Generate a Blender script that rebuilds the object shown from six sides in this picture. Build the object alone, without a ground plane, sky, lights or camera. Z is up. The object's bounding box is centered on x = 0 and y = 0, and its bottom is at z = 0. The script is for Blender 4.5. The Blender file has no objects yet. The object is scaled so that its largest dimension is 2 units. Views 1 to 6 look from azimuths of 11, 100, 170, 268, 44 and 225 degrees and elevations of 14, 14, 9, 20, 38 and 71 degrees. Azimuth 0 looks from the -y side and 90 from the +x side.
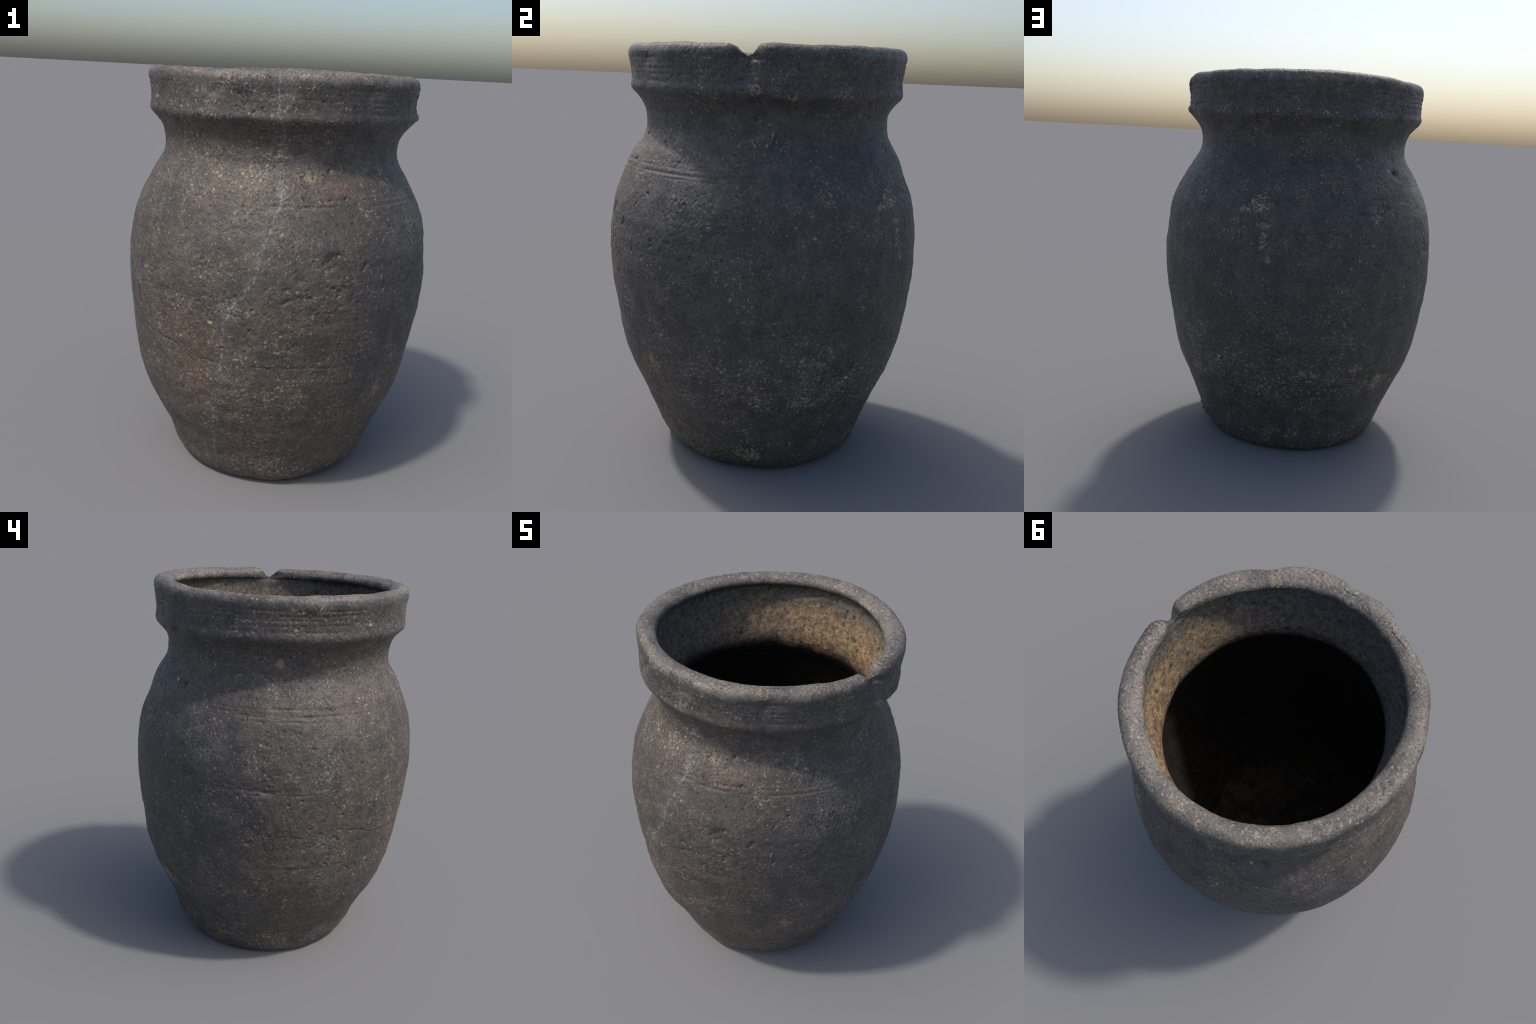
"""Old hand-thrown grey clay jar: collared rim with a chipped notch, short neck,
ovoid body, mended crack, wheel grooves, pitted and speckled surface."""
import bpy, math
import numpy as np

rng = np.random.default_rng(41)
NA = 1120                                   # vertices round the pot
PHI = np.arange(NA) * 2 * math.pi / NA      # angle from +x towards +y
DEG = np.degrees(PHI)

# ------------------------------------------------------------------ profile
# (radius, height) control points: outside wall from the foot up to the lip
OUTER = [(0.000, 0.022), (0.20, 0.018), (0.36, 0.008), (0.425, 0.0005), (0.448, 0.003), (0.470, 0.021),
         (0.490, 0.048), (0.5045, 0.075), (0.5226, .12), (.5442, .18), (.5741, .25),
         (.6114, .33), (.6519, .42), (.6852, .52), (.7079, .62), (.7240, .72), (.7388, .82),
         (.7499, .92), (.7546, 1.02), (.7519, 1.12), (.7410, 1.22), (.7236, 1.30), (.7019, 1.36),
         (.6765, 1.42), (.6521, 1.47), (.6295, 1.51), (.6035, 1.55), (.5850, 1.59), (.5790, 1.63),
         (.5797, 1.66), (.5855, 1.69), (.6000, 1.72), (.6245, 1.75), (.6400, 1.766), (.6500, 1.779), (.6540, 1.791),
         (.6525, 1.808), (.6500, 1.835), (.6505, 1.87), (.6520, 1.90), (.6550, 1.93),
         (.6545, 1.952), (.6460, 1.972), (.628, 1.983)]
# over the lip, under it, down the inside of the neck and body to the floor
INNER = [(.606, 1.985), (.585, 1.979), (.567, 1.967), (.5595, 1.950), (.562, 1.936), (.574, 1.924),
         (.583, 1.905), (.585, 1.88), (.581, 1.85), (.574, 1.81), (.558, 1.76), (.540, 1.715), (.525, 1.675), (.518, 1.64),
         (.518, 1.61), (.525, 1.58), (.541, 1.55), (.563, 1.515), (.590, 1.475), (.622, 1.415), (.650, 1.33), (.673, 1.22),
         (.687, 1.08), (.686, .95), (.673, .80), (.648, .64), (.604, .48), (.540, .34),
         (.466, .22), (.422, .145), (.397, .105), (.36, .082), (.20, .076), (.0, .078)]


def spline(ctrl, step):
    """centripetal Catmull-Rom through the control points, resampled at step(z)."""
    p = np.array(ctrl, float)
    p = np.vstack([2 * p[0] - p[1], p, 2 * p[-1] - p[-2]])
    out = []
    for i in range(1, len(p) - 2):
        a, b, c, d = p[i - 1:i + 3]
        t0 = 0.0
        t1 = t0 + np.linalg.norm(b - a) ** .5
        t2 = t1 + np.linalg.norm(c - b) ** .5
        t3 = t2 + np.linalg.norm(d - c) ** .5
        t = np.linspace(t1, t2, 60, endpoint=False)[:, None]
        a1 = (t1 - t) / (t1 - t0) * a + (t - t0) / (t1 - t0) * b
        a2 = (t2 - t) / (t2 - t1) * b + (t - t1) / (t2 - t1) * c
        a3 = (t3 - t) / (t3 - t2) * c + (t - t2) / (t3 - t2) * d
        b1 = (t2 - t) / (t2 - t0) * a1 + (t - t0) / (t2 - t0) * a2
        b2 = (t3 - t) / (t3 - t1) * a2 + (t - t1) / (t3 - t1) * a3
        out.append((t2 - t) / (t2 - t1) * b1 + (t - t1) / (t2 - t1) * b2)
    q = np.vstack(out + [p[-2][None]])
    seg = np.linalg.norm(np.diff(q, axis=0), axis=1)
    dens = seg / np.array([step(*m) for m in (q[1:] + q[:-1]) / 2])
    cum = np.concatenate([[0], np.cumsum(dens)])
    n = int(round(cum[-1]))
    s = np.linspace(0, cum[-1], n + 1)
    return np.stack([np.interp(s, cum, q[:, 0]), np.interp(s, cum, q[:, 1])], 1)


full = spline(OUTER + INNER, lambda r, z: 0.03 if r < .34 else (0.0042 if z > 0 else .004))
# coarser rows deep inside the pot, where hardly any light falls
k_lip = int(np.argmax(full[:, 1]))
deep = [i for i in range(len(full)) if not (i > k_lip and full[i, 1] < 1.45 and full[i, 0] > .34 and i % 3)]
prof = full[deep]
k_lip = int(np.argmax(prof[:, 1]))
NR = len(prof)
tang = np.gradient(prof, axis=0)
tang /= np.linalg.norm(tang, axis=1)[:, None]
nrm_r, nrm_z = tang[:, 1].copy(), -tang[:, 0].copy()       # outward normal of the profile
outside = (np.arange(NR) <= k_lip)


def smooth(a, b, x):
    t = np.clip((x - a) / (b - a), 0, 1)
    return t * t * (3 - 2 * t)


def ring_table(pairs):
    """smooth periodic curve over the angle through (degrees, value) pairs."""
    a = np.array([p[0] for p in pairs], float)
    v = np.array([p[1] for p in pairs], float)
    o = np.argsort(a)
    a, v = a[o], v[o]
    n = len(a)
    a = np.concatenate([a - 360, a, a + 360])
    v = np.concatenate([v, v, v])
    m = np.gradient(v, a)
    i = np.clip(np.searchsorted(a, DEG, side='right') - 1, 0, 3 * n - 2)
    h = a[i + 1] - a[i]
    t = (DEG - a[i]) / h
    return ((2 * t ** 3 - 3 * t ** 2 + 1) * v[i] + (t ** 3 - 2 * t ** 2 + t) * h * m[i]
            + (-2 * t ** 3 + 3 * t ** 2) * v[i + 1] + (t ** 3 - t ** 2) * h * m[i + 1])


def dphi(c):
    """signed angular distance in degrees to the angle c."""
    return (DEG - c + 180) % 360 - 180


# ------------------------------------------------------------------ noise
def hash3(i, j, k, seed):
    h = (i.astype(np.uint64) * np.uint64(73856093) ^ j.astype(np.uint64) * np.uint64(19349663)
         ^ k.astype(np.uint64) * np.uint64(83492791) ^ np.uint64(seed * 2654435761 % 2 ** 32))
    h = (h ^ (h >> np.uint64(13))) * np.uint64(1274126177) & np.uint64(0xffffffff)
    h = (h ^ (h >> np.uint64(16))) * np.uint64(2246822519) & np.uint64(0xffffffff)
    return ((h >> np.uint64(9)) & np.uint64(0xffff)).astype(np.float32) / 32768.0 - 1.0


def noise3(x, y, z, seed):
    """value noise in -1..1"""
    xi, yi, zi = np.floor(x), np.floor(y), np.floor(z)
    fx, fy, fz = x - xi, y - yi, z - zi
    fx, fy, fz = (f * f * f * (f * (f * 6 - 15) + 10) for f in (fx, fy, fz))
    xi, yi, zi = (v.astype(np.int64) + 4096 for v in (xi, yi, zi))
    r = 0
    for a in (0, 1):
        for b in (0, 1):
            for c in (0, 1):
                w = (fx if a else 1 - fx) * (fy if b else 1 - fy) * (fz if c else 1 - fz)
                r = r + w * hash3(xi + a, yi + b, zi + c, seed)
    return r


# ------------------------------------------------------------------ shape
R0 = np.repeat(prof[:, 0][:, None], NA, 1)
Z0 = np.repeat(prof[:, 1][:, None], NA, 1)
C, S = np.cos(PHI)[None], np.sin(PHI)[None]
C2, S2 = np.cos(2 * PHI)[None], np.sin(2 * PHI)[None]
OUT = np.repeat(outside[:, None], NA, 1)

# the pot is not quite round nor quite upright: drift of the axis and ovality over the height
HZ = [0, .15, .35, .6, .85, 1.1, 1.35, 1.5, 1.6, 1.7, 1.78, 1.85, 2.0]
DRIFT_X = [-.0072, .0033, -.0068, -.0033, .0011, .0008, .0008, .0001, -.0027, -.0057, -.0057, -.0048, -.0060]
DRIFT_Y = [.0185, .0148, .0072, .0065, .0046, -.0019, -.0014, -.0005, -.0003, -.0070, -.0055, -.0060, -.0063]
OVAL_C = [-.0022, -.0019, -.003, -.0061, -.0031, -.0049, -.0046, -.0124, -.0113, -.0045, -.0023, -.0026, -.0026]
OVAL_S = [.0015, -.0044, .0003, -.0052, -.0061, -.0062, -.003, .003, .0052, .0012, .0022, .0015, .0016]


def over_height(tab):
    z = prof[:, 1]
    d = np.interp(z, HZ, tab)
    k = np.ones(9) / 9
    return np.convolve(np.pad(d, 4, mode='edge'), k, 'valid')[:, None]


fade = smooth(.0, .30, prof[:, 0])[:, None]
R = R0 + fade * (over_height(DRIFT_X) * C + over_height(DRIFT_Y) * S
                 + over_height(OVAL_C) * C2 + over_height(OVAL_S) * S2)
Z = Z0.copy()

# rim: uneven outline of the collar (from above), broken and worn along the edge
collar = ring_table([(10, .004), (19, .004), (29, .007), (37, .007), (47, .004), (60, .001), (90, .003), (135, 0), (165, 0),
                     (198, .006), (210, .005), (218, .007), (225, .008), (235, 0), (245, -.008), (249, -.012),
                     (253, -.016), (256, -.008), (259, .004), (265, .009), (272, -.001), (277, -.010), (281, -.012),
                     (285, .007), (292, .010), (302, .009), (308, .001), (312, -.010), (315, -.014), (319, -.008),
                     (324, 0), (335, .002), (346, .006), (356, .004)])
low = ring_table([(0, .001), (60, 0), (135, 0), (170, -.002), (205, -.001), (240, 0), (262, .003), (280, -.001), (298, .002), (318, -.006), (335, -.006), (350, -.002)])
zc = Z0 - 1.0 * 0
w_low = smooth(1.735, 1.785, Z0) * OUT
w_top = smooth(1.84, 1.945, Z0) * OUT
R = R + w_low * low[None] + w_top * (collar - low)[None]
# inner edge of the lip
lip_in = ring_table([(9, .010), (22, .009), (32, .004), (41, -.004), (67, -.014), (86, -.004), (102, -.001), (119, -.001),
                     (134, -.006), (146, -.006), (161, -.006), (177, -.014), (199, -.007), (216, 0), (230, -.001), (245, .001),
                     (263, .001), (276, -.005), (289, -.005), (303, -.007), (317, -.012), (325, -.012), (331, -.009), (345, .006), (355, .014)])
w_lip = np.exp(-((Z0 - 1.95) / .03) ** 2) * ~OUT * smooth(.615, .575, R0)
R = R + w_lip * lip_in[None]
# the rim plane is slightly tilted and wavy
top = ring_table([(0, 1.981), (18, 1.985), (38, 1.989), (55, 1.991), (72, 1.998), (90, 2.0), (100, 1.9975), (115, 1.991), (130, 1.985),
                  (150, 1.981), (180, 1.9795), (200, 1.980), (235, 1.981), (252, 1.979), (270, 1.982), (300, 1.981), (316, 1.979), (330, 1.981), (346, 1.980)])
Z = Z + smooth(1.80, 1.97, Z0) * (top - 1.985)[None]
# the foot stands up a little off the ground on the -y side
lift = .003 * (1 - np.sin(PHI)) + .002 * np.cos(3 * PHI + .8)
lift -= lift.min()
Z = Z + np.where(OUT, (1 - smooth(.0, .13, Z0)), 0) * lift[None]
foot = ring_table([(0, 0), (25, .001), (56, -.003), (84, .007), (105, .004), (130, -.004), (165, -.006), (190, -.006), (235, -.003),
                   (265, .001), (290, 0), (303, -.003), (320, -.002), (345, -.001)])
R = R + np.where(OUT, np.exp(-((Z0 - .035) / .075) ** 2), 0) * smooth(.2, .42, R0) * foot[None]

# hollows and bulges left by the potter's hand: angle, height, half widths, depth
for a, h, wa, wh, d in ((-38, 1.18, 24, .34, -.011), (-32, .74, 18, .18, -.007), (-13, .38, 22, .16, .010), (-42, .24, 14, .12, .003), (28, .35, 20, .16, .005),
                        (25, 1.60, 15, .12, .007), (22, .80, 13, .22, .003), (-109, 1.67, 15, .09, .005),
                        (196, .50, 14, .20, .006), (82, .75, 18, .4, .005), (72, 1.44, 10, .07, -.006), (-109, .32, 15, .15, .005), (45, .05, 180, .2, .003)):
    R = R + OUT * smooth(.3, .45, R0) * d * np.exp(-(dphi(a) / wa) ** 2)[None] * np.exp(-((Z0 - h) / wh) ** 2)
# mound of old deposit low on the inside wall
R = R - ~OUT * smooth(.25, .45, R0) * .055 * np.exp(-(dphi(94) / 17) ** 2)[None] * np.exp(-((Z0 - .42) / .15) ** 2)

# notch broken out of the rim
NOTCH = 2.2
dn = dphi(NOTCH)
cut = np.where(dn < 0, np.interp(-dn, [0, 1.2, 2.6, 5.0, 6.6, 9, 14], [1.938, 1.941, 1.948, 1.969, 1.977, 1.985, 2.06]),
               np.interp(dn, [0, 2.2, 3.2, 4.6, 5.6, 8, 13], [1.937, 1.941, 1.951, 1.972, 1.981, 1.995, 2.06]))
cut = np.convolve(np.pad(cut + .006 * noise3(np.cos(PHI) * 24, np.sin(PHI) * 24, PHI * 0, 81) + .003 * noise3(np.cos(PHI) * 70, np.sin(PHI) * 70, PHI * 0, 82), 1, mode='wrap'), np.ones(3) / 3, 'valid')
over = Z - cut[None]
Z = np.where(over > -.006, cut[None] - .006 + .006 * np.tanh((over + .006) / .006), Z)
scar = np.exp(-(np.abs(dn) / 4.6) ** 2.6)[None] * smooth(1.80, 1.945, Z0) * OUT
R = R - .040 * scar * smooth(.60, .64, R0) * (1 + .25 * noise3(C * 30 + Z * 0, S * 30 + Z * 0, Z * 40, 83))
R = R - .003 * np.exp(-(np.abs(dphi(0)) / 8) ** 2)[None] * np.exp(-((Z0 - 1.87) / .035) ** 2) * OUT
scar_in = np.exp(-(np.abs(dn) / 5.5) ** 2)[None] * np.exp(-((Z0 - 1.95) / .03) ** 2) * ~OUT
R = R + .028 * scar_in * smooth(.62, .58, R0)

# ------------------------------------------------------------------ relief
X, Y = R * C, R * S
D = np.zeros_like(R)                        # displacement along the profile normal
lo = .0030 * noise3(X * 7, Y * 7, Z * 7, 3) + .0020 * noise3(X * 15, Y * 15, Z * 15, 5)
rough = noise3(X * 42, Y * 42, Z * 42, 7)
fine = noise3(X * 105, Y * 105, Z * 105, 9)
patchy = smooth(-.35, .5, noise3(X * 5, Y * 5, Z * 8, 13))
D += lo + .0008 * rough + (.0003 + .0009 * patchy) * fine
D += np.where(~OUT & (Z0 < 1.5), .007 * noise3(X * 3.1, Y * 3.1, Z * 5, 71) + .004 * noise3(X * 9, Y * 9, Z * 12, 72), 0)   # lumpy inside
# faint throwing rings
D += OUT * smooth(.1, .3, Z0) * .0011 * noise3(C * 1.2 + Z * 0, S * 1.2 + Z * 0, Z * 34, 17)


def arc(a, b, soft=12):
    """1 inside the arc a..b (degrees, counter-clockwise), fading at both ends."""
    mid, half = (a + b) / 2, (b - a) / 2
    return (1 - smooth(half - soft, half + soft, np.abs(dphi(mid))))[None]


def groove(z, wid, depth, a, b, soft=12, wob=.004, seed=1):
    zz = z + wob * (noise3(np.cos(PHI) * 3, np.sin(PHI) * 3, PHI * 0 + seed * 7.3, seed)
                    + .5 * noise3(np.cos(PHI) * 12, np.sin(PHI) * 12, PHI * 0 + seed * 5.3, seed))[None]
    brk = np.clip(.55 + .75 * noise3(np.cos(PHI) * 11, np.sin(PHI) * 11, PHI * 0 + seed * 3.1, seed + 40), .05, 1.1)[None]
    return -depth * OUT * arc(a, b, soft) * brk * np.exp(-((Z0 - zz) / wid) ** 2)


# incised lines on the shoulder
for z, wid, dep, a, b, sd in ((1.457, .0050, .0024, -88, 5, 1), (1.431, .0062, .0042, -86, 30, 2), (1.412, .0045, .0022, -80, 15, 3),
                              (1.421, .0055, .0030, 20, 120, 4), (1.460, .006, .004, 135, 222, 5), (1.424, .0065, .006, 150, 225, 6),
                              (1.404, .005, .003, 165, 222, 7), (1.438, .005, .003, 140, 170, 8), (1.440, .006, .0025, 225, 270, 9)):
    D += groove(z, wid, dep, a, b, 10, seed=sd)
# lines and scrapes lower on the body
for z, wid, dep, a, b, sd in ((1.082, .006, .003, 158, 200, 11), (1.064, .007, .003, 155, 212, 12), (.649, .007, .002, 155, 212, 13),
                              (.722, .006, .004, -88, -52, 14), (1.08, .006, .0016, -45, 20, 15), (.985, .006, .003, -80, -55, 16),
                              (1.10, .006, .003, 95, 150, 17)):
    D += groove(z, wid, dep, a, b, 8, seed=sd)
# ribs turned on the collar, clear on the +x, +y and -x sides
for z, wid, dep, sd in ((1.920, .0065, .0038, 21), (1.897, .005, .0026, 22), (1.874, .005, .0030, 23), (1.849, .005, .0030, 24), (1.818, .007, .0034, 25)):
    D += groove(z, wid, dep, -48, 208, 16, .0022, seed=sd)
    D += groove(z, wid, dep * .35, 208, 312, 16, .003, seed=sd + 9)

ARCSTEP = np.gradient(np.concatenate([[0], np.cumsum(np.linalg.norm(np.diff(prof, axis=0), axis=1))]))


def stamp(deg, z, size, depth, stretch=1.0, inside=False, power=2.0):
    """press one dent (or raise one lump, depth < 0) into the wall."""
    idx = np.where(outside != inside)[0]
    if not inside:
        idx = idx[prof[idx, 0] > .46]
    r = idx[np.argmin(np.abs(prof[idx, 1] - z))]
    kr = int(size * 2.2 / ARCSTEP[r]) + 2
    kc = int(size * stretch * 2.2 / (prof[r, 0] * 2 * math.pi / NA)) + 2
    r0, r1 = max(r - kr, 1), min(r + kr, NR - 2)
    c = int(round((deg % 360) / 360 * NA))
    cols = np.arange(c - kc, c + kc + 1)
    u = ((cols * 360 / NA - (deg % 360)) * math.pi / 180 * prof[r, 0] / stretch)[None] / size
    rows = np.arange(r0, r1)
    v = (np.cumsum(ARCSTEP)[rows] - np.cumsum(ARCSTEP)[r])[:, None] / size
    q = np.sqrt(u * u + v * v)
    q = q * (1 + .35 * noise3(u * 1.3 + deg, v * 1.3 + z * 9, u * 0 + v * 0 + .5, 31))
    D[np.ix_(rows, cols % NA)] -= depth * np.exp(-q ** power)


# scatter of small pits, thick in some zones (mid body front, shoulder back, collar)
ZONES = [(-65, 1.10, 20, .12, 62), (-20, 1.12, 22, .09, 50), (150, 1.08, 24, .10, 60), (104, 1.32, 18, .05, 50),
         (-160, .80, 25, .10, 70), (0, 1.86, 30, .05, 60), (130, 1.85, 60, .05, 60), (-105, .95, 14, .10, 40)]
for c, z, sa, sz, n in ZONES:
    for _ in range(n):
        s = .0032 + .0048 * rng.random() ** 2
        stamp(c + sa * rng.normal() * .6, z + sz * rng.normal() * .6, s, s * rng.uniform(.4, .85), rng.uniform(.8, 2.0), power=2.6)
for _ in range(2200):
    s = .0030 + .0040 * rng.random() ** 3
    stamp(rng.uniform(0, 360), rng.uniform(.08, 1.9), s, s * rng.uniform(.45, 1.0), rng.uniform(.7, 1.6), power=2.6)
for _ in range(900):                                       # grains standing proud
    s = .0030 + .0030 * rng.random() ** 3
    stamp(rng.uniform(0, 360), rng.uniform(.05, 1.93), s, -s * rng.uniform(.2, .45), rng.uniform(.7, 1.5))
for _ in range(260):
    s = .003 + .004 * rng.random() ** 2
    stamp(rng.uniform(0, 360), rng.uniform(1.55, 1.9), s, s * rng.uniform(.2, .5), 1, inside=True)

# single pits, chips and lumps that can be told apart: (angle, height, size, depth, stretch)
MARKS = [(-60, 1.576, .009, .012, 1), (-55, 1.465, .008, .009, 1), (6, 1.677, .008, .010, .7), (129.5, 1.52, .011, .016, 1),
         (128.5, 1.513, .030, .014, 1), (126, 1.768, .034, .018, 1.2), (-63, 1.213, .026, .008, .9), (-60, 1.235, .009, .007, 1.5), (-65, 1.20, .008, .007, 1), (-61, 1.195, .008, .006, 1), (-49, 1.19, .016, .008, .8), (-50, 1.17, .008, .007, 1),
         (-73, 1.13, .016, .006, 1.3), (-71, 1.053, .014, .006, 2.5), (-76, 1.044, .010, .006, 1.8), (-77, 1.09, .010, .006, 1.4),
         (-102, .909, .009, .009, 1), (-104, 1.026, .010, .006, 1), (63, 1.337, .042, -.004, 1.2), (89, 1.372, .050, .013, .9), (102, 1.335, .036, .010, 1.0), (112, 1.326, .024, .014, 1.0), (104, 1.315, .012, .009, 1.3), (117, 1.345, .010, .009, 1),
         (94, 1.315, .012, .006, 1.2), (79, 1.348, .009, .007, 3.0), (100, 1.45, .050, .005, .8), (46, .539, .011, -.008, 1), (122, .407, .024, .005, .7),
         (-143, 1.842, .012, -.005, 1), (-178, 1.827, .011, .006, 1), (-172, 1.90, .014, .006, 1.6), (168, .799, .013, .012, 1.6), (131, .79, .008, .008, 1),
         (142, 1.113, .016, .006, 2.0), (174, 1.078, .010, .008, 2.6), (-160, 1.452, .009, .008, 1.6), (-157, 1.26, .010, .006, .6),
         (6.5, .128, .013, -.009, 1), (9.5, .110, .015, -.015, 1), (12.5, .094, .012, -.011, 1), (-20, 1.87, .012, -.004, 1), (-13, 1.168, .007, -.005, 1.4),
         (115, .445, .012, .008, 1.2), (-10, 1.09, .016, .005, 2.2), (-30, 1.12, .012, .006, 1), (-4, 1.86, .016, .008, 1),
         (-105, 1.915, .018, .008, .7), (-108, 1.885, .018, .005, .8), (-46, 1.925, .016, .004, .7), (-43, 1.88, .016, .004, .7),
         (62, 1.935, .008, .003, .6), (-9, 1.905, .012, .006, 1), (6, 1.79, .028, -.008, 1.2), (22, 1.768, .03, -.007, 2)]
for m in MARKS:
    stamp(*m)
stamp(-20, 1.865, .045, -.012, 1.0, inside=True)
stamp(-60, 1.70, .012, .006, 1, inside=True)
for a, z in ((22, 1.69), (31, 1.72), (14, 1.74), (52, 1.72), (100, 1.75)):
    stamp(a, z, .010, .004, 1, inside=True)

# thin open crack round the lower left of the body and a short star of cracks
CRACK = [(-151, .842), (-146, .828), (-139, .790), (-134, .782), (-128, .771), (-119, .762), (-114, .740), (-108, .722), (-101, .715)]
ca, cz = np.array(CRACK).T
zline = np.interp((DEG + 360) % 360 - 360, ca, cz) + .005 * noise3(C[0] * 26, S[0] * 26, C[0] * 0, 51) + .003 * noise3(C[0] * 60, S[0] * 60, C[0] * 0, 52)
inarc = smooth(-154, -149, DEG - 360) * (1 - smooth(-104, -99, DEG - 360))
D -= .0032 * OUT * (.55 + .45 * noise3(C * 22, S * 22, C * 0, 57)) * inarc[None] * np.exp(-((Z0 - zline[None]) / .0042) ** 2)
CRACK2 = [(131, .79), (141, .783), (150, .79), (160, .790), (168, .799), (178, .77), (188, .752), (193, .745), (198, .80), (202, .79), (206, .755)]
ca2, cz2 = np.array(CRACK2).T
zline2 = np.interp(DEG, ca2, cz2) + .005 * noise3(C[0] * 24, S[0] * 24, C[0] * 0, 55)
inarc2 = smooth(134, 142, DEG) * (1 - smooth(200, 206, DEG)) * smooth(-.2, .3, noise3(C[0] * 9, S[0] * 9, C[0] * 0, 56))
D -= .0030 * OUT * inarc2[None] * np.exp(-((Z0 - zline2[None]) / .004) ** 2)

# mended crack from rim to foot: slight seam
SEAM = [(0.085, -109), (.268, -106), (.446, -103), (.603, -99.5), (.685, -99), (.804, -97.5), (.915, -97), (.985, -94.5), (1.05, -91), (1.12, -87.5),
        (1.218, -86), (1.313, -84), (1.392, -82), (1.471, -79.5), (1.521, -80.5), (1.641, -80.5), (1.748, -80.5), (1.821, -83), (1.932, -83), (2.0, -83)]
sz_, sa_ = np.array(SEAM).T
sline = np.interp(prof[:, 1], sz_, sa_)[:, None]
doff = ((DEG[None] - sline + 180) % 360 - 180) * math.pi / 180 * R0 + .008 * noise3(C * 0 + Z * 20, Z * 0, Z * 0 + C * 0, 61)
D += OUT * (.0022 * np.exp(-(doff / .010) ** 2) * (.5 + .5 * noise3(X * 50, Y * 50, Z * 50, 62)) - .0015 * np.exp(-(doff / .004) ** 2))

# the lip itself is smoother, the floor and foot lie still
calm = np.where(prof[:, 0] < .40, .35, 1.0)[:, None]
D *= calm
R = R + D * nrm_r[:, None]
Z = Z + D * nrm_z[:, None]
Z = np.where(OUT & (Z0 < .15), np.maximum(Z, np.percentile(Z[(prof[:, 0] < .46) & outside].min(0), 25)), Z)   # ground flat where it stands
Z -= Z.min()
Z *= 2.0 / Z.max()
X, Y = R * C, R * S
X -= (X.max() + X.min()) / 2
Y -= (Y.max() + Y.min()) / 2

# ------------------------------------------------------------------ materials
NT = {}


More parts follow.
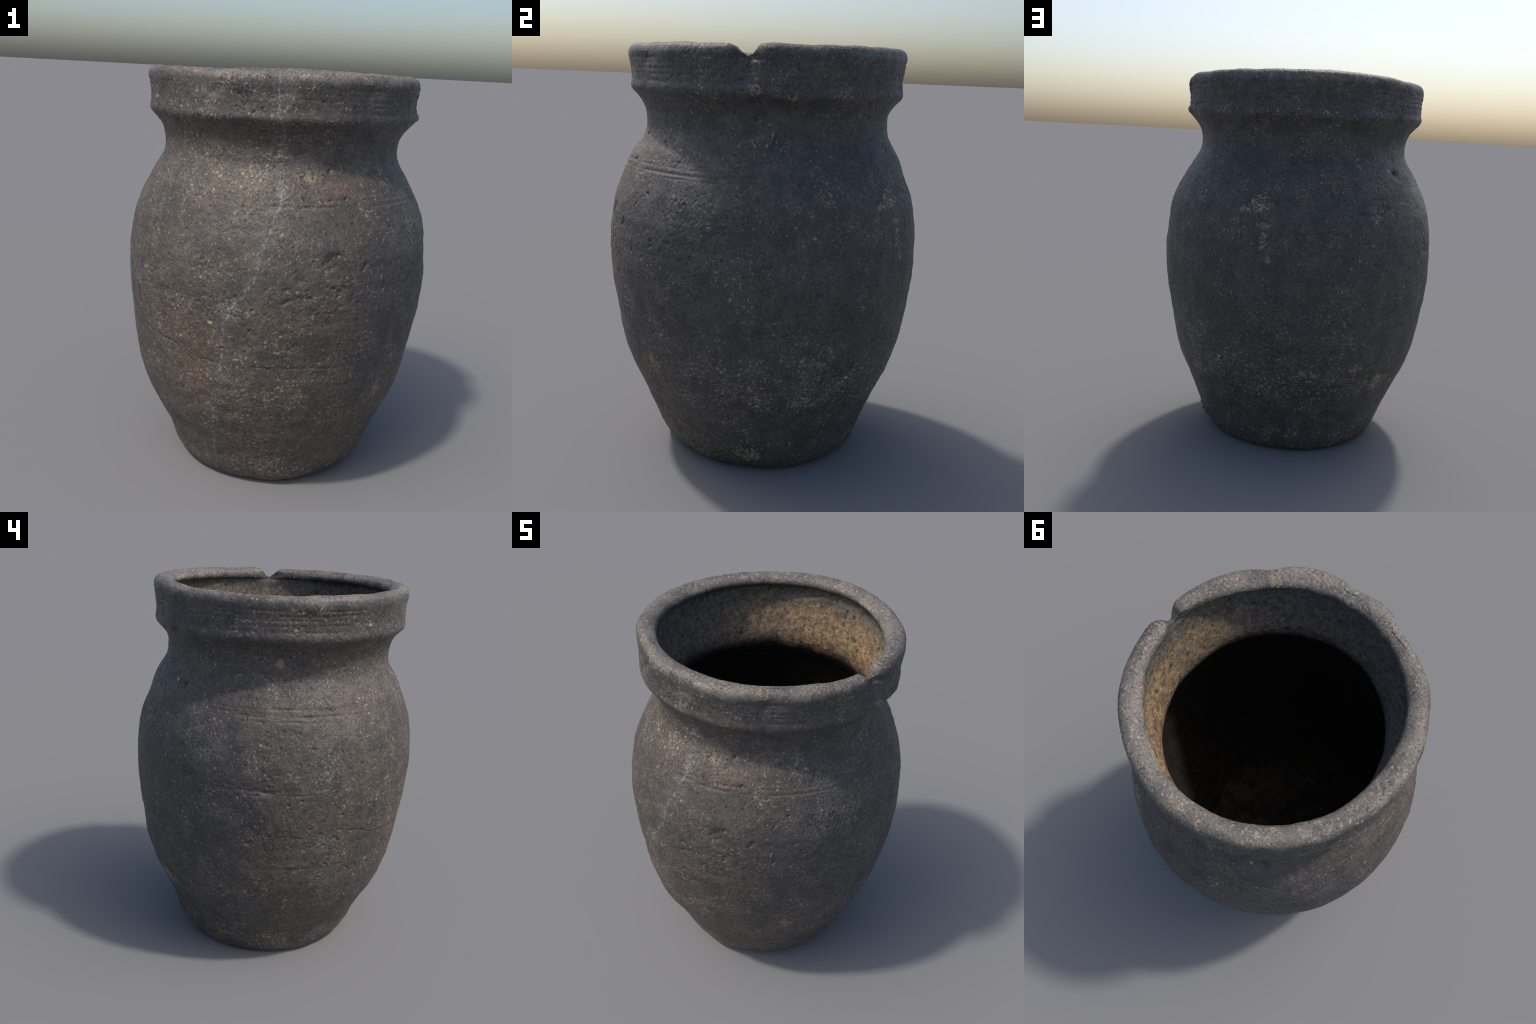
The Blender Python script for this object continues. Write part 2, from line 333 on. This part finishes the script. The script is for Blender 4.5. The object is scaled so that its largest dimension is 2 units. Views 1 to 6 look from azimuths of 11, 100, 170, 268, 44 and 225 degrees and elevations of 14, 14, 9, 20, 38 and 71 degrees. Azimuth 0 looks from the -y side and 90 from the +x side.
class Nodes:
    """small helper for building node trees"""

    def __init__(self, mat):
        mat.use_nodes = True
        self.t = mat.node_tree
        self.t.nodes.clear()

    def add(self, kind, **kw):
        n = self.t.nodes.new(kind)
        for k, v in kw.items():
            setattr(n, k, v)
        return n

    def link(self, a, b):
        self.t.links.new(a, b)

    def put(self, sock, v):
        if hasattr(v, 'links'):
            self.link(v, sock)
        else:
            sock.default_value = v

    def math(self, op, a, b=0.0, c=0.0, clamp=False):
        n = self.add('ShaderNodeMath', operation=op, use_clamp=clamp)
        for s, v in zip(n.inputs, (a, b, c)):
            self.put(s, v)
        return n.outputs[0]

    def noise(self, vec, scale, detail=2.0, rough=.55, dist=0.0, lac=2.0):
        n = self.add('ShaderNodeTexNoise')
        self.link(vec, n.inputs['Vector'])
        for k, v in (('Scale', scale), ('Detail', detail), ('Roughness', rough), ('Distortion', dist), ('Lacunarity', lac)):
            n.inputs[k].default_value = v
        return n.outputs[0]

    def cells(self, vec, scale, out='Distance', feature='F1', rand=1.0):
        n = self.add('ShaderNodeTexVoronoi', feature=feature)
        self.link(vec, n.inputs['Vector'])
        n.inputs['Scale'].default_value = scale
        n.inputs['Randomness'].default_value = rand
        return n.outputs[out]

    def range(self, v, a, b, lo=0.0, hi=1.0, smooth=True):
        n = self.add('ShaderNodeMapRange', interpolation_type='SMOOTHSTEP' if smooth else 'LINEAR', clamp=True)
        for s, x in zip(n.inputs, (v, a, b, lo, hi)):
            self.put(s, x)
        return n.outputs[0]

    def mix(self, fac, a, b, blend='MIX'):
        n = self.add('ShaderNodeMix', data_type='RGBA', blend_type=blend, clamp_factor=True)
        self.put(n.inputs[0], fac)
        for s, v in ((n.inputs[6], a), (n.inputs[7], b)):
            if isinstance(v, tuple):
                s.default_value = (*v, 1)
            else:
                self.link(v, s)
        return n.outputs[2]

    def frame(self):
        """object coordinates, height, and angle in degrees"""
        tc = self.add('ShaderNodeTexCoord')
        sep = self.add('ShaderNodeSeparateXYZ')
        self.link(tc.outputs['Object'], sep.inputs[0])
        ang = self.math('MULTIPLY', self.math('ARCTAN2', sep.outputs[1], sep.outputs[0]), 180 / math.pi)
        return tc.outputs['Object'], sep, ang

    def curve(self, x, lo, hi, pts, ylo, yhi):
        """piecewise curve through (x, y) points"""
        t = self.range(x, lo, hi, smooth=False)
        n = self.add('ShaderNodeFloatCurve')
        self.link(t, n.inputs['Value'])
        c = n.mapping.curves[0]
        want = [((p - lo) / (hi - lo), (q - ylo) / (yhi - ylo)) for p, q in pts]
        while len(c.points) < len(want):
            c.points.new(.5, .5)
        for p, w in zip(c.points, want):
            p.location = w
            p.handle_type = 'VECTOR'
        n.mapping.update()
        return self.math('MULTIPLY_ADD', n.outputs[0], yhi - ylo, ylo)

    def spot(self, ang, z, a, h, wa, wz):
        """soft elliptical zone round angle a, height h (0..1)"""
        da = self.math('SUBTRACT', self.math('WRAP', self.math('SUBTRACT', ang, float(a)), 180.0, -180.0), 0.0)
        u = self.math('POWER', self.math('ABSOLUTE', self.math('DIVIDE', da, float(wa))), 2.0)
        v = self.math('POWER', self.math('ABSOLUTE', self.math('DIVIDE', self.math('SUBTRACT', z, float(h)), float(wz))), 2.0)
        return self.math('EXPONENT', self.math('MULTIPLY', self.math('ADD', u, v), -1.0))

    def total(self, vals):
        s = vals[0]
        for v in vals[1:]:
            s = self.math('ADD', s, v)
        return s

    def finish(self, col, rough, height, strength, dist):
        b = self.add('ShaderNodeBump')
        b.inputs['Strength'].default_value = strength
        b.inputs['Distance'].default_value = dist
        self.link(height, b.inputs['Height'])
        p = self.add('ShaderNodeBsdfPrincipled')
        self.link(col, p.inputs['Base Color'])
        self.put(p.inputs['Roughness'], rough)
        p.inputs['Specular IOR Level'].default_value = .45
        self.link(b.outputs[0], p.inputs['Normal'])
        o = self.add('ShaderNodeOutputMaterial')
        self.link(p.outputs[0], o.inputs[0])


def clay_material():
    mat = bpy.data.materials.new('grey_clay')
    N = Nodes(mat)
    obj, sep, ang = N.frame()
    z = sep.outputs[2]
    # slight warp so that grains are not round
    big = N.noise(obj, 2.3, 3, .6)
    mid = N.noise(obj, 11, 4, .62)
    mot = N.noise(obj, 34, 4, .65)
    grain = N.noise(obj, 95, 3, .6)
    fine = N.noise(obj, 230, 2, .6)
    # cold dark grey body
    col = N.mix(N.range(mid, .26, .74), (.043, .041, .0395), (.082, .0755, .070))
    col = N.mix(N.range(mot, .46, .74, 0, .8), col, (.104, .092, .081))
    # warm brown zones: the front and left, the foot
    zone = N.total([N.math('MULTIPLY', N.spot(ang, z, -100, .75, 62, .70), .62), N.math('MULTIPLY', N.spot(ang, z, -165, .7, 40, .55), .38),
                    N.math('MULTIPLY', N.spot(ang, z, -130, 1.5, 80, .25), .50), N.math('MULTIPLY', N.spot(ang, z, -40, .35, 50, .35), .3),
                    N.range(z, .35, .0, 0, .26)])
    zone = N.math('MULTIPLY', zone, N.range(N.math('MULTIPLY_ADD', mid, .6, N.math('MULTIPLY', big, .5)), .34, .70, .25, 1.25))
    warm = N.mix(N.range(mot, .3, .7), (.074, .056, .044), (.140, .107, .080))
    col = N.mix(zone, col, warm)
    # reddish fired patches
    red = N.total([N.spot(ang, z, -111, .82, 9, .10), N.spot(ang, z, -110, .62, 8, .14), N.spot(ang, z, -60, 1.50, 22, .05),
                   N.math('MULTIPLY', N.spot(ang, z, 172, .66, 12, .05), .8), N.math('MULTIPLY', N.spot(ang, z, -70, .96, 16, .08), .6),
                   N.math('MULTIPLY', N.spot(ang, z, 178, 1.46, 30, .05), .5), N.math('MULTIPLY', N.spot(ang, z, -85, .25, 14, .12), .7),
                   N.math('MULTIPLY', N.spot(ang, z, 178, 1.88, 16, .05), .6)])
    red = N.math('MULTIPLY', red, N.range(mot, .34, .60), clamp=True)
    col = N.mix(N.math('MULTIPLY', red, .5), col, (.165, .098, .062))
    col = N.mix(N.range(N.math('MULTIPLY_ADD', mid, .05, z), 1.965, 1.995, 0, .42), col, (.165, .143, .128))     # paler rim top
    edge = N.math('MULTIPLY', N.range(N.math('MULTIPLY_ADD', mot, .05, z), 1.955, 1.985), N.range(mid, .36, .62, .2, 1))
    col = N.mix(N.math('MULTIPLY', edge, .38), col, (.215, .185, .155))
    low = N.range(z, .80, .30)
    blot = N.range(N.noise(obj, 15, 4, .65, .6), .56, .64)
    col = N.mix(N.math('MULTIPLY', N.math('MULTIPLY', blot, low), .34), col, (.150, .100, .060))       # ochre earth still clinging low down
    dark = N.range(N.noise(obj, 4.2, 5, .68, .4), .52, .66)
    col = N.mix(N.math('MULTIPLY', dark, .48), col, (.040, .0385, .038))
    # dark cloud zones, also over pits and hollows
    soot = N.total([N.spot(ang, z, -87, 1.61, 14, .035), N.spot(ang, z, -63, 1.21, 3.5, .03), N.spot(ang, z, -49, 1.19, 2.5, .022), N.math('MULTIPLY', N.spot(ang, z, -72, 1.08, 9, .05), .8), N.spot(ang, z, 145, 1.1, 18, .10), N.math('MULTIPLY', N.spot(ang, z, -35, 1.08, 20, .14), .8),
                    N.math('MULTIPLY', N.spot(ang, z, 100, 1.34, 14, .05), .8), N.math('MULTIPLY', N.spot(ang, z, 175, .38, 10, .16), .5),
                    N.math('MULTIPLY', N.spot(ang, z, -140, .70, 12, .09), .7)])
    soot = N.math('MULTIPLY', soot, N.range(mid, .3, .62), clamp=True)
    col = N.mix(N.math('MULTIPLY', soot, .55), col, (.046, .045, .046))
    # grain: dark and light fine mottling
    col = N.mix(N.range(grain, .47, .33, 0, .75), col, (.020, .019, .019))
    col = N.mix(N.range(fine, .58, .78, 0, .28), col, (.19, .16, .13))
    col = N.mix(N.range(fine, .45, .28, 0, .30), col, (.03, .029, .03))
    # mineral temper: tan and pale grains, thicker in patches and near the foot
    warp = N.add('ShaderNodeVectorMath', operation='MULTIPLY_ADD')
    wn = N.add('ShaderNodeTexNoise')
    N.link(obj, wn.inputs['Vector'])
    wn.inputs['Scale'].default_value = 70
    N.link(wn.outputs['Color'], warp.inputs[0])
    warp.inputs[1].default_value = (.012, .012, .012)
    N.link(obj, warp.inputs[2])
    wv = warp.outputs[0]
    dens = N.total([N.range(N.noise(obj, 5.5, 4, .65), .40, .68, -.12, .09), N.math('MULTIPLY', N.spot(ang, z, -115, 1.56, 45, .14), .13),
                    N.math('MULTIPLY', N.spot(ang, z, -85, .5, 40, .35), .10), N.range(z, .30, .05, 0, .12),
                    N.math('MULTIPLY', N.spot(ang, z, 60, .47, 60, .16), .24), N.math('MULTIPLY', N.spot(ang, z, -125, 1.87, 60, .09), .13),
                    N.range(z, 1.95, 1.975, 0, .20)])

    def grains(scale, base, size, tint_a, tint_b, amount, seed_vec):
        rnd = N.add('ShaderNodeSeparateColor')
        N.link(N.cells(seed_vec, scale, 'Color'), rnd.inputs[0])
        d = N.cells(seed_vec, scale, 'Distance')
        r = N.math('MULTIPLY_ADD', rnd.outputs[1], size * .6, size * .5)
        shape = N.range(d, r, N.math('MULTIPLY', r, .55))
        keep = N.range(rnd.outputs[0], N.math('SUBTRACT', 1.0 - base, dens), N.math('SUBTRACT', 1.02 - base, dens))
        return N.math('MULTIPLY', N.math('MULTIPLY', shape, keep), amount), N.mix(rnd.outputs[2], tint_a, tint_b)
    speck = N.noise(wv, 74, 2, .5)
    speck2 = N.noise(wv, 128, 2, .5)
    tone = N.noise(obj, 41, 2, .5)
    m1 = N.range(speck, N.math('MULTIPLY_ADD', dens, -.30, .630), N.math('MULTIPLY_ADD', dens, -.30, .680), 0, .92)
    m2 = N.range(speck2, N.math('MULTIPLY_ADD', dens, -.30, .630), N.math('MULTIPLY_ADD', dens, -.30, .690), 0, .80)
    m3, c3 = grains(50, .035, .48, (.28, .20, .115), (.30, .25, .18), .85, wv)
    pale = N.range(tone, .42, .60)
    col = N.mix(m2, col, N.mix(pale, (.205, .148, .095), (.22, .195, .165)))
    col = N.mix(m1, col, N.mix(pale, (.235, .175, .112), (.265, .235, .195)))
    col = N.mix(m3, col, c3)
    # tan crust and lime spots that stand out one by one
    crust = N.total([N.math('MULTIPLY', N.spot(ang, z, 63, 1.345, 4.2, .032), .62), N.math('MULTIPLY', N.spot(ang, z, 57, 1.312, 3.2, .014), .8), N.math('MULTIPLY', N.spot(ang, z, 65, 1.245, 3, .012), .8),
                     N.spot(ang, z, 68, 1.074, .8, .022), N.spot(ang, z, 106, .516, 4, .014), N.spot(ang, z, 121, .41, 3.2, .05),
                     N.spot(ang, z, 85, .498, 4.5, .020), N.math('MULTIPLY', N.spot(ang, z, -33, .55, 3, .05), .9), N.math('MULTIPLY', N.spot(ang, z, 4, .12, 5, .04), .7),
                     N.spot(ang, z, 6, 1.797, 2.4, .024), N.spot(ang, z, 19, 1.768, 2.2, .013), N.spot(ang, z, 178, 1.663, 2, .022),
                     N.spot(ang, z, 9.5, .11, 4, .028), N.math('MULTIPLY', N.spot(ang, z, 33, 1.35, 4, .05), .35), N.math('MULTIPLY', N.spot(ang, z, 30, .43, 10, .05), .45),
                     N.math('MULTIPLY', N.spot(ang, z, -70, 1.545, 6, .03), .5), N.math('MULTIPLY', N.spot(ang, z, -48, 1.963, 2.4, .016), 1.4), N.spot(ang, z, -104, 1.945, 3, .03),
                     N.spot(ang, z, -88, 1.632, 2.2, .010)])
    broken = N.range(N.math('MULTIPLY_ADD', grain, .5, N.math('MULTIPLY', mot, .55)), .47, .58)
    col = N.mix(N.math('MULTIPLY', N.range(N.math('MULTIPLY', crust, N.math('ADD', broken, .15)), .20, .46), .80), col,
                N.mix(grain, (.14, .095, .055), (.33, .265, .175)))
    # pale branching seams of the scar on the shoulder
    vein = N.range(N.math('ABSOLUTE', N.math('SUBTRACT', N.noise(obj, 21, 2, .5, .5), .5)), .045, .018)
    scar = N.range(N.total([N.spot(ang, z, 63, 1.35, 4.6, .038), N.spot(ang, z, 57.5, 1.31, 3.2, .014), N.spot(ang, z, 121, .41, 3, .05),
                            N.math('MULTIPLY', N.spot(ang, z, 66, 1.16, 3.0, .12), .55)]), .25, .55)
    col = N.mix(N.math('MULTIPLY', N.math('MULTIPLY', vein, scar), .9), col, N.mix(N.range(grain, .4, .6), (.26, .19, .115), (.40, .335, .235)))
    white = N.total([N.spot(ang, z, 124.5, 1.523, .9, .009), N.spot(ang, z, 46, .539, 1.0, .010), N.spot(ang, z, -7, 1.231, .9, .008),
                     N.spot(ang, z, -143, 1.842, 1.3, .011), N.spot(ang, z, 127, 1.365, .7, .006),
                     N.spot(ang, z, -102.5, .906, 1.1, .012), N.spot(ang, z, -177, 1.828, 1.0, .010), N.spot(ang, z, 11, .42, .9, .008)])
    col = N.mix(N.math('MULTIPLY', N.range(white, .35, .8), .8), col, (.38, .33, .255))
    # pale grey mended crack and drips of the filling beside it
    sl = N.curve(z, 0, 2, SEAM, -112, -74)
    off = N.math('MULTIPLY', N.math('SUBTRACT', ang, sl), math.pi / 180)
    off = N.math('MULTIPLY', off, .7)
    off = N.math('ADD', off, N.math('MULTIPLY_ADD', N.noise(obj, 26, 3, .6), .05, -.025))
    aw = N.math('ABSOLUTE', off)
    line = N.range(aw, .008, .003)
    halo = N.range(aw, .060, .004)
    frag = N.range(N.noise(obj, 38, 4, .65), .44, .56)
    zst = N.curve(z, 0, 2, [(0, .30), (.25, .55), (.5, .35), (.7, .65), (.85, .5), (.95, .9), (1.05, .75), (1.2, .62), (1.4, .60), (1.48, .65),
                            (1.55, .25), (1.7, .4), (1.8, .75), (2.0, .55)], 0, 1)
    col = N.mix(N.math('MULTIPLY', N.math('MULTIPLY', halo, zst), .30), col, (.120, .118, .118))
    col = N.mix(N.math('MULTIPLY', N.math('MULTIPLY', line, frag), N.math('MULTIPLY', zst, .72)), col, (.27, .262, .245))
    lime = N.total([N.spot(ang, z, -95.5, .99, 4, .05), N.math('MULTIPLY', N.spot(ang, z, -80, 1.47, 3, .06), .8), N.spot(ang, z, -104, .395, 3, .02),
                    N.math('MULTIPLY', N.spot(ang, z, -23, 1.31, 9, .06), .55), N.math('MULTIPLY', N.spot(ang, z, -18, .41, 4, .04), .7), N.math('MULTIPLY', N.spot(ang, z, -162, 1.20, 5, .09), .75), N.spot(ang, z, 112, 1.325, 4, .022),
                    N.math('MULTIPLY', N.spot(ang, z, -85, 1.955, 14, .02), .5), N.math('MULTIPLY', N.spot(ang, z, -164, .60, 6, .06), .6),
                    N.math('MULTIPLY', N.spot(ang, z, -163, .80, 8, .05), .6), N.math('MULTIPLY', N.spot(ang, z, 150, 1.25, 6, .06), .5)])
    col = N.mix(N.math('MULTIPLY', N.math('MULTIPLY', lime, N.range(grain, .50, .66)), .75), col, (.33, .32, .30))
    # pinholes
    hole = N.range(N.cells(obj, 48, 'Distance'), .20, .10)
    hsel = N.add('ShaderNodeSeparateColor')
    N.link(N.cells(obj, 48, 'Color'), hsel.inputs[0])
    hole = N.math('MULTIPLY', hole, N.range(hsel.outputs[0], .70, .74))
    col = N.mix(N.math('MULTIPLY', hole, .8), col, (.012, .012, .013))
    # dark line in the open crack
    cl = N.curve(ang, -154, -98, [(-154, .842)] + CRACK + [(-98, .715)], .69, .87)
    cd = N.math('ABSOLUTE', N.math('ADD', N.math('SUBTRACT', z, cl), N.math('MULTIPLY_ADD', N.noise(obj, 22, 3, .6), .020, -.010)))
    cm = N.math('MULTIPLY', N.range(cd, .0042, .0015), N.math('MULTIPLY', N.range(ang, -153, -149), N.range(ang, -100, -104)))
    col = N.mix(N.math('MULTIPLY', cm, N.range(mot, .36, .56, .1, .62)), col, (.014, .013, .012))
    h = N.total([N.math('MULTIPLY', grain, .5), N.math('MULTIPLY', fine, .35), N.math('MULTIPLY', mot, .5), N.math('MULTIPLY', m1, .25),
                 N.math('MULTIPLY', hole, -.6), N.math('MULTIPLY', cm, -.8)])
    N.finish(col, N.range(grain, .3, .7, .66, .46), h, .7, .006)
    return mat


def inside_material():
    mat = bpy.data.materials.new('sooted_inside')
    N = Nodes(mat)
    obj, sep, ang = N.frame()
    z = sep.outputs[2]
    mid = N.noise(obj, 9, 4, .62)
    mot = N.noise(obj, 38, 4, .62)
    grain = N.noise(obj, 100, 3, .6)
    fine = N.noise(obj, 220, 2, .6)
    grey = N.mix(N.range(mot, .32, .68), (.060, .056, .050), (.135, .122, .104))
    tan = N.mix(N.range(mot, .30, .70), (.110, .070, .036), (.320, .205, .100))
    side = N.total([N.spot(ang, z, 85, 1.70, 75, .6), N.math('MULTIPLY', N.spot(ang, z, 10, 1.70, 50, .5), .4), N.math('MULTIPLY', N.spot(ang, z, -75, 1.66, 22, .06), .35)])  # sunlit arc of the neck tinted tan, shaded arc left grey
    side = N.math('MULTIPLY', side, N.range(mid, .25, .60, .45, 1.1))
    side = N.math('MULTIPLY', side, N.range(N.math('MULTIPLY_ADD', mid, .12, z), 1.95, 1.83, .12, 1.0))  # tan dulled near the top: baked shadow beneath the lip
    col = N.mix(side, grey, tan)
    col = N.mix(N.range(grain, .50, .32, 0, .85), col, (.018, .016, .015))
    col = N.mix(N.range(fine, .54, .70, 0, .6), col, (.32, .255, .165))
    rust = N.range(N.noise(obj, 16, 3, .6), .60, .72, 0, .5)
    col = N.mix(N.math('MULTIPLY', rust, side), col, (.17, .080, .035))
    # round dark spots with a paler heart
    stain = N.math('MULTIPLY', N.range(N.noise(obj, 22, 4, .7, .5), .52, .64), .5)
    col = N.mix(stain, col, (.040, .032, .026))
    d = N.cells(obj, 19, 'Distance')
    sel = N.add('ShaderNodeSeparateColor')
    N.link(N.cells(obj, 19, 'Color'), sel.inputs[0])
    ring = N.math('MULTIPLY', N.range(d, .27, .19), N.range(sel.outputs[0], .60, .66))
    heart = N.math('MULTIPLY', N.range(d, .08, .04), N.range(sel.outputs[0], .72, .78))
    col = N.mix(N.math('MULTIPLY', ring, .8), col, (.026, .025, .028))
    col = N.mix(N.math('MULTIPLY', heart, .7), col, (.26, .20, .12))
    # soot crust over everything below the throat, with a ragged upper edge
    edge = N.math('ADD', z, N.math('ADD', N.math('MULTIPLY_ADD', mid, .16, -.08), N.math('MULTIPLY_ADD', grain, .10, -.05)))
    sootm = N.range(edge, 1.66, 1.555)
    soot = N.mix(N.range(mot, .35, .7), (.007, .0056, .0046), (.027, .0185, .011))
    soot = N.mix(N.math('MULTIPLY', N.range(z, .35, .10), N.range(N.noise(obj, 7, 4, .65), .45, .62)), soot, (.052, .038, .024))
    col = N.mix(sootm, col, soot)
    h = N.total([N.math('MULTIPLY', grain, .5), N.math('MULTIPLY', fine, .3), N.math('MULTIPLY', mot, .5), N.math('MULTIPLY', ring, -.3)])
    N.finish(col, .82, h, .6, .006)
    return mat


# ------------------------------------------------------------------ mesh and parts
verts = np.stack([X, Y, Z], -1).astype(np.float32)         # rows x angles
nv = NR * NA
flat = verts.reshape(-1, 3)
ii, jj = np.meshgrid(np.arange(NR - 1), np.arange(NA), indexing='ij')
jn = (jj + 1) % NA
quads = np.stack([ii * NA + jj, ii * NA + jn, (ii + 1) * NA + jn, (ii + 1) * NA + jj], -1).reshape(-1, 4)

# vertex normals of the whole pot, shared by all parts
du = np.roll(verts, -1, 1) - np.roll(verts, 1, 1)
dv = np.gradient(verts, axis=0)
nn = np.cross(du.reshape(-1, 3), dv.reshape(-1, 3)).reshape(NR, NA, 3)
ln = np.linalg.norm(nn, axis=2, keepdims=True)
nn = np.where(ln > 1e-12, nn / np.maximum(ln, 1e-12), 0)
nn[0] = (0, 0, -1)
nn[-1] = (0, 0, 1)
normals = nn.reshape(-1, 3)

zrow = (prof[:-1, 1] + prof[1:, 1]) / 2
rrow = (prof[:-1, 0] + prof[1:, 0]) / 2
orow = np.arange(NR - 1) < k_lip
part = np.full(NR - 1, 'inner_wall', dtype=object)
part[orow & (zrow < .05)] = 'base'
part[orow & (zrow >= .05) & (zrow < 1.50)] = 'body'
part[orow & (zrow >= 1.50) & (zrow < 1.755)] = 'neck'
part[orow & (zrow >= 1.755)] = 'rim'
part[~orow & (zrow > 1.922)] = 'rim'
part[~orow & (zrow < .128)] = 'inner_floor'

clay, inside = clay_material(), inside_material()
coll = bpy.context.scene.collection
jar = bpy.data.objects.new('clay_jar', None)
coll.objects.link(jar)
jar['label'] = 'old dark grey clay jar with chipped collared rim'
jar['category'] = 'pottery jar'

for name in ('base', 'body', 'neck', 'rim', 'inner_wall', 'inner_floor'):
    rows = np.where(part == name)[0]
    sel = quads.reshape(NR - 1, NA, 4)[rows].reshape(-1, 4)
    used, inv = np.unique(sel, return_inverse=True)
    faces = inv.reshape(-1, 4).astype(np.int32)
    me = bpy.data.meshes.new(name)
    me.vertices.add(len(used))
    me.vertices.foreach_set('co', flat[used].ravel())
    me.loops.add(faces.size)
    me.loops.foreach_set('vertex_index', faces.ravel())
    me.polygons.add(len(faces))
    me.polygons.foreach_set('loop_start', np.arange(len(faces), dtype=np.int32) * 4)
    me.update(calc_edges=True)
    me.polygons.foreach_set('use_smooth', np.ones(len(faces), dtype=bool))
    me.normals_split_custom_set_from_vertices(normals[used].tolist())
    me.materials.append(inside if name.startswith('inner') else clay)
    ob = bpy.data.objects.new(name, me)
    coll.objects.link(ob)
    ob.parent = jar
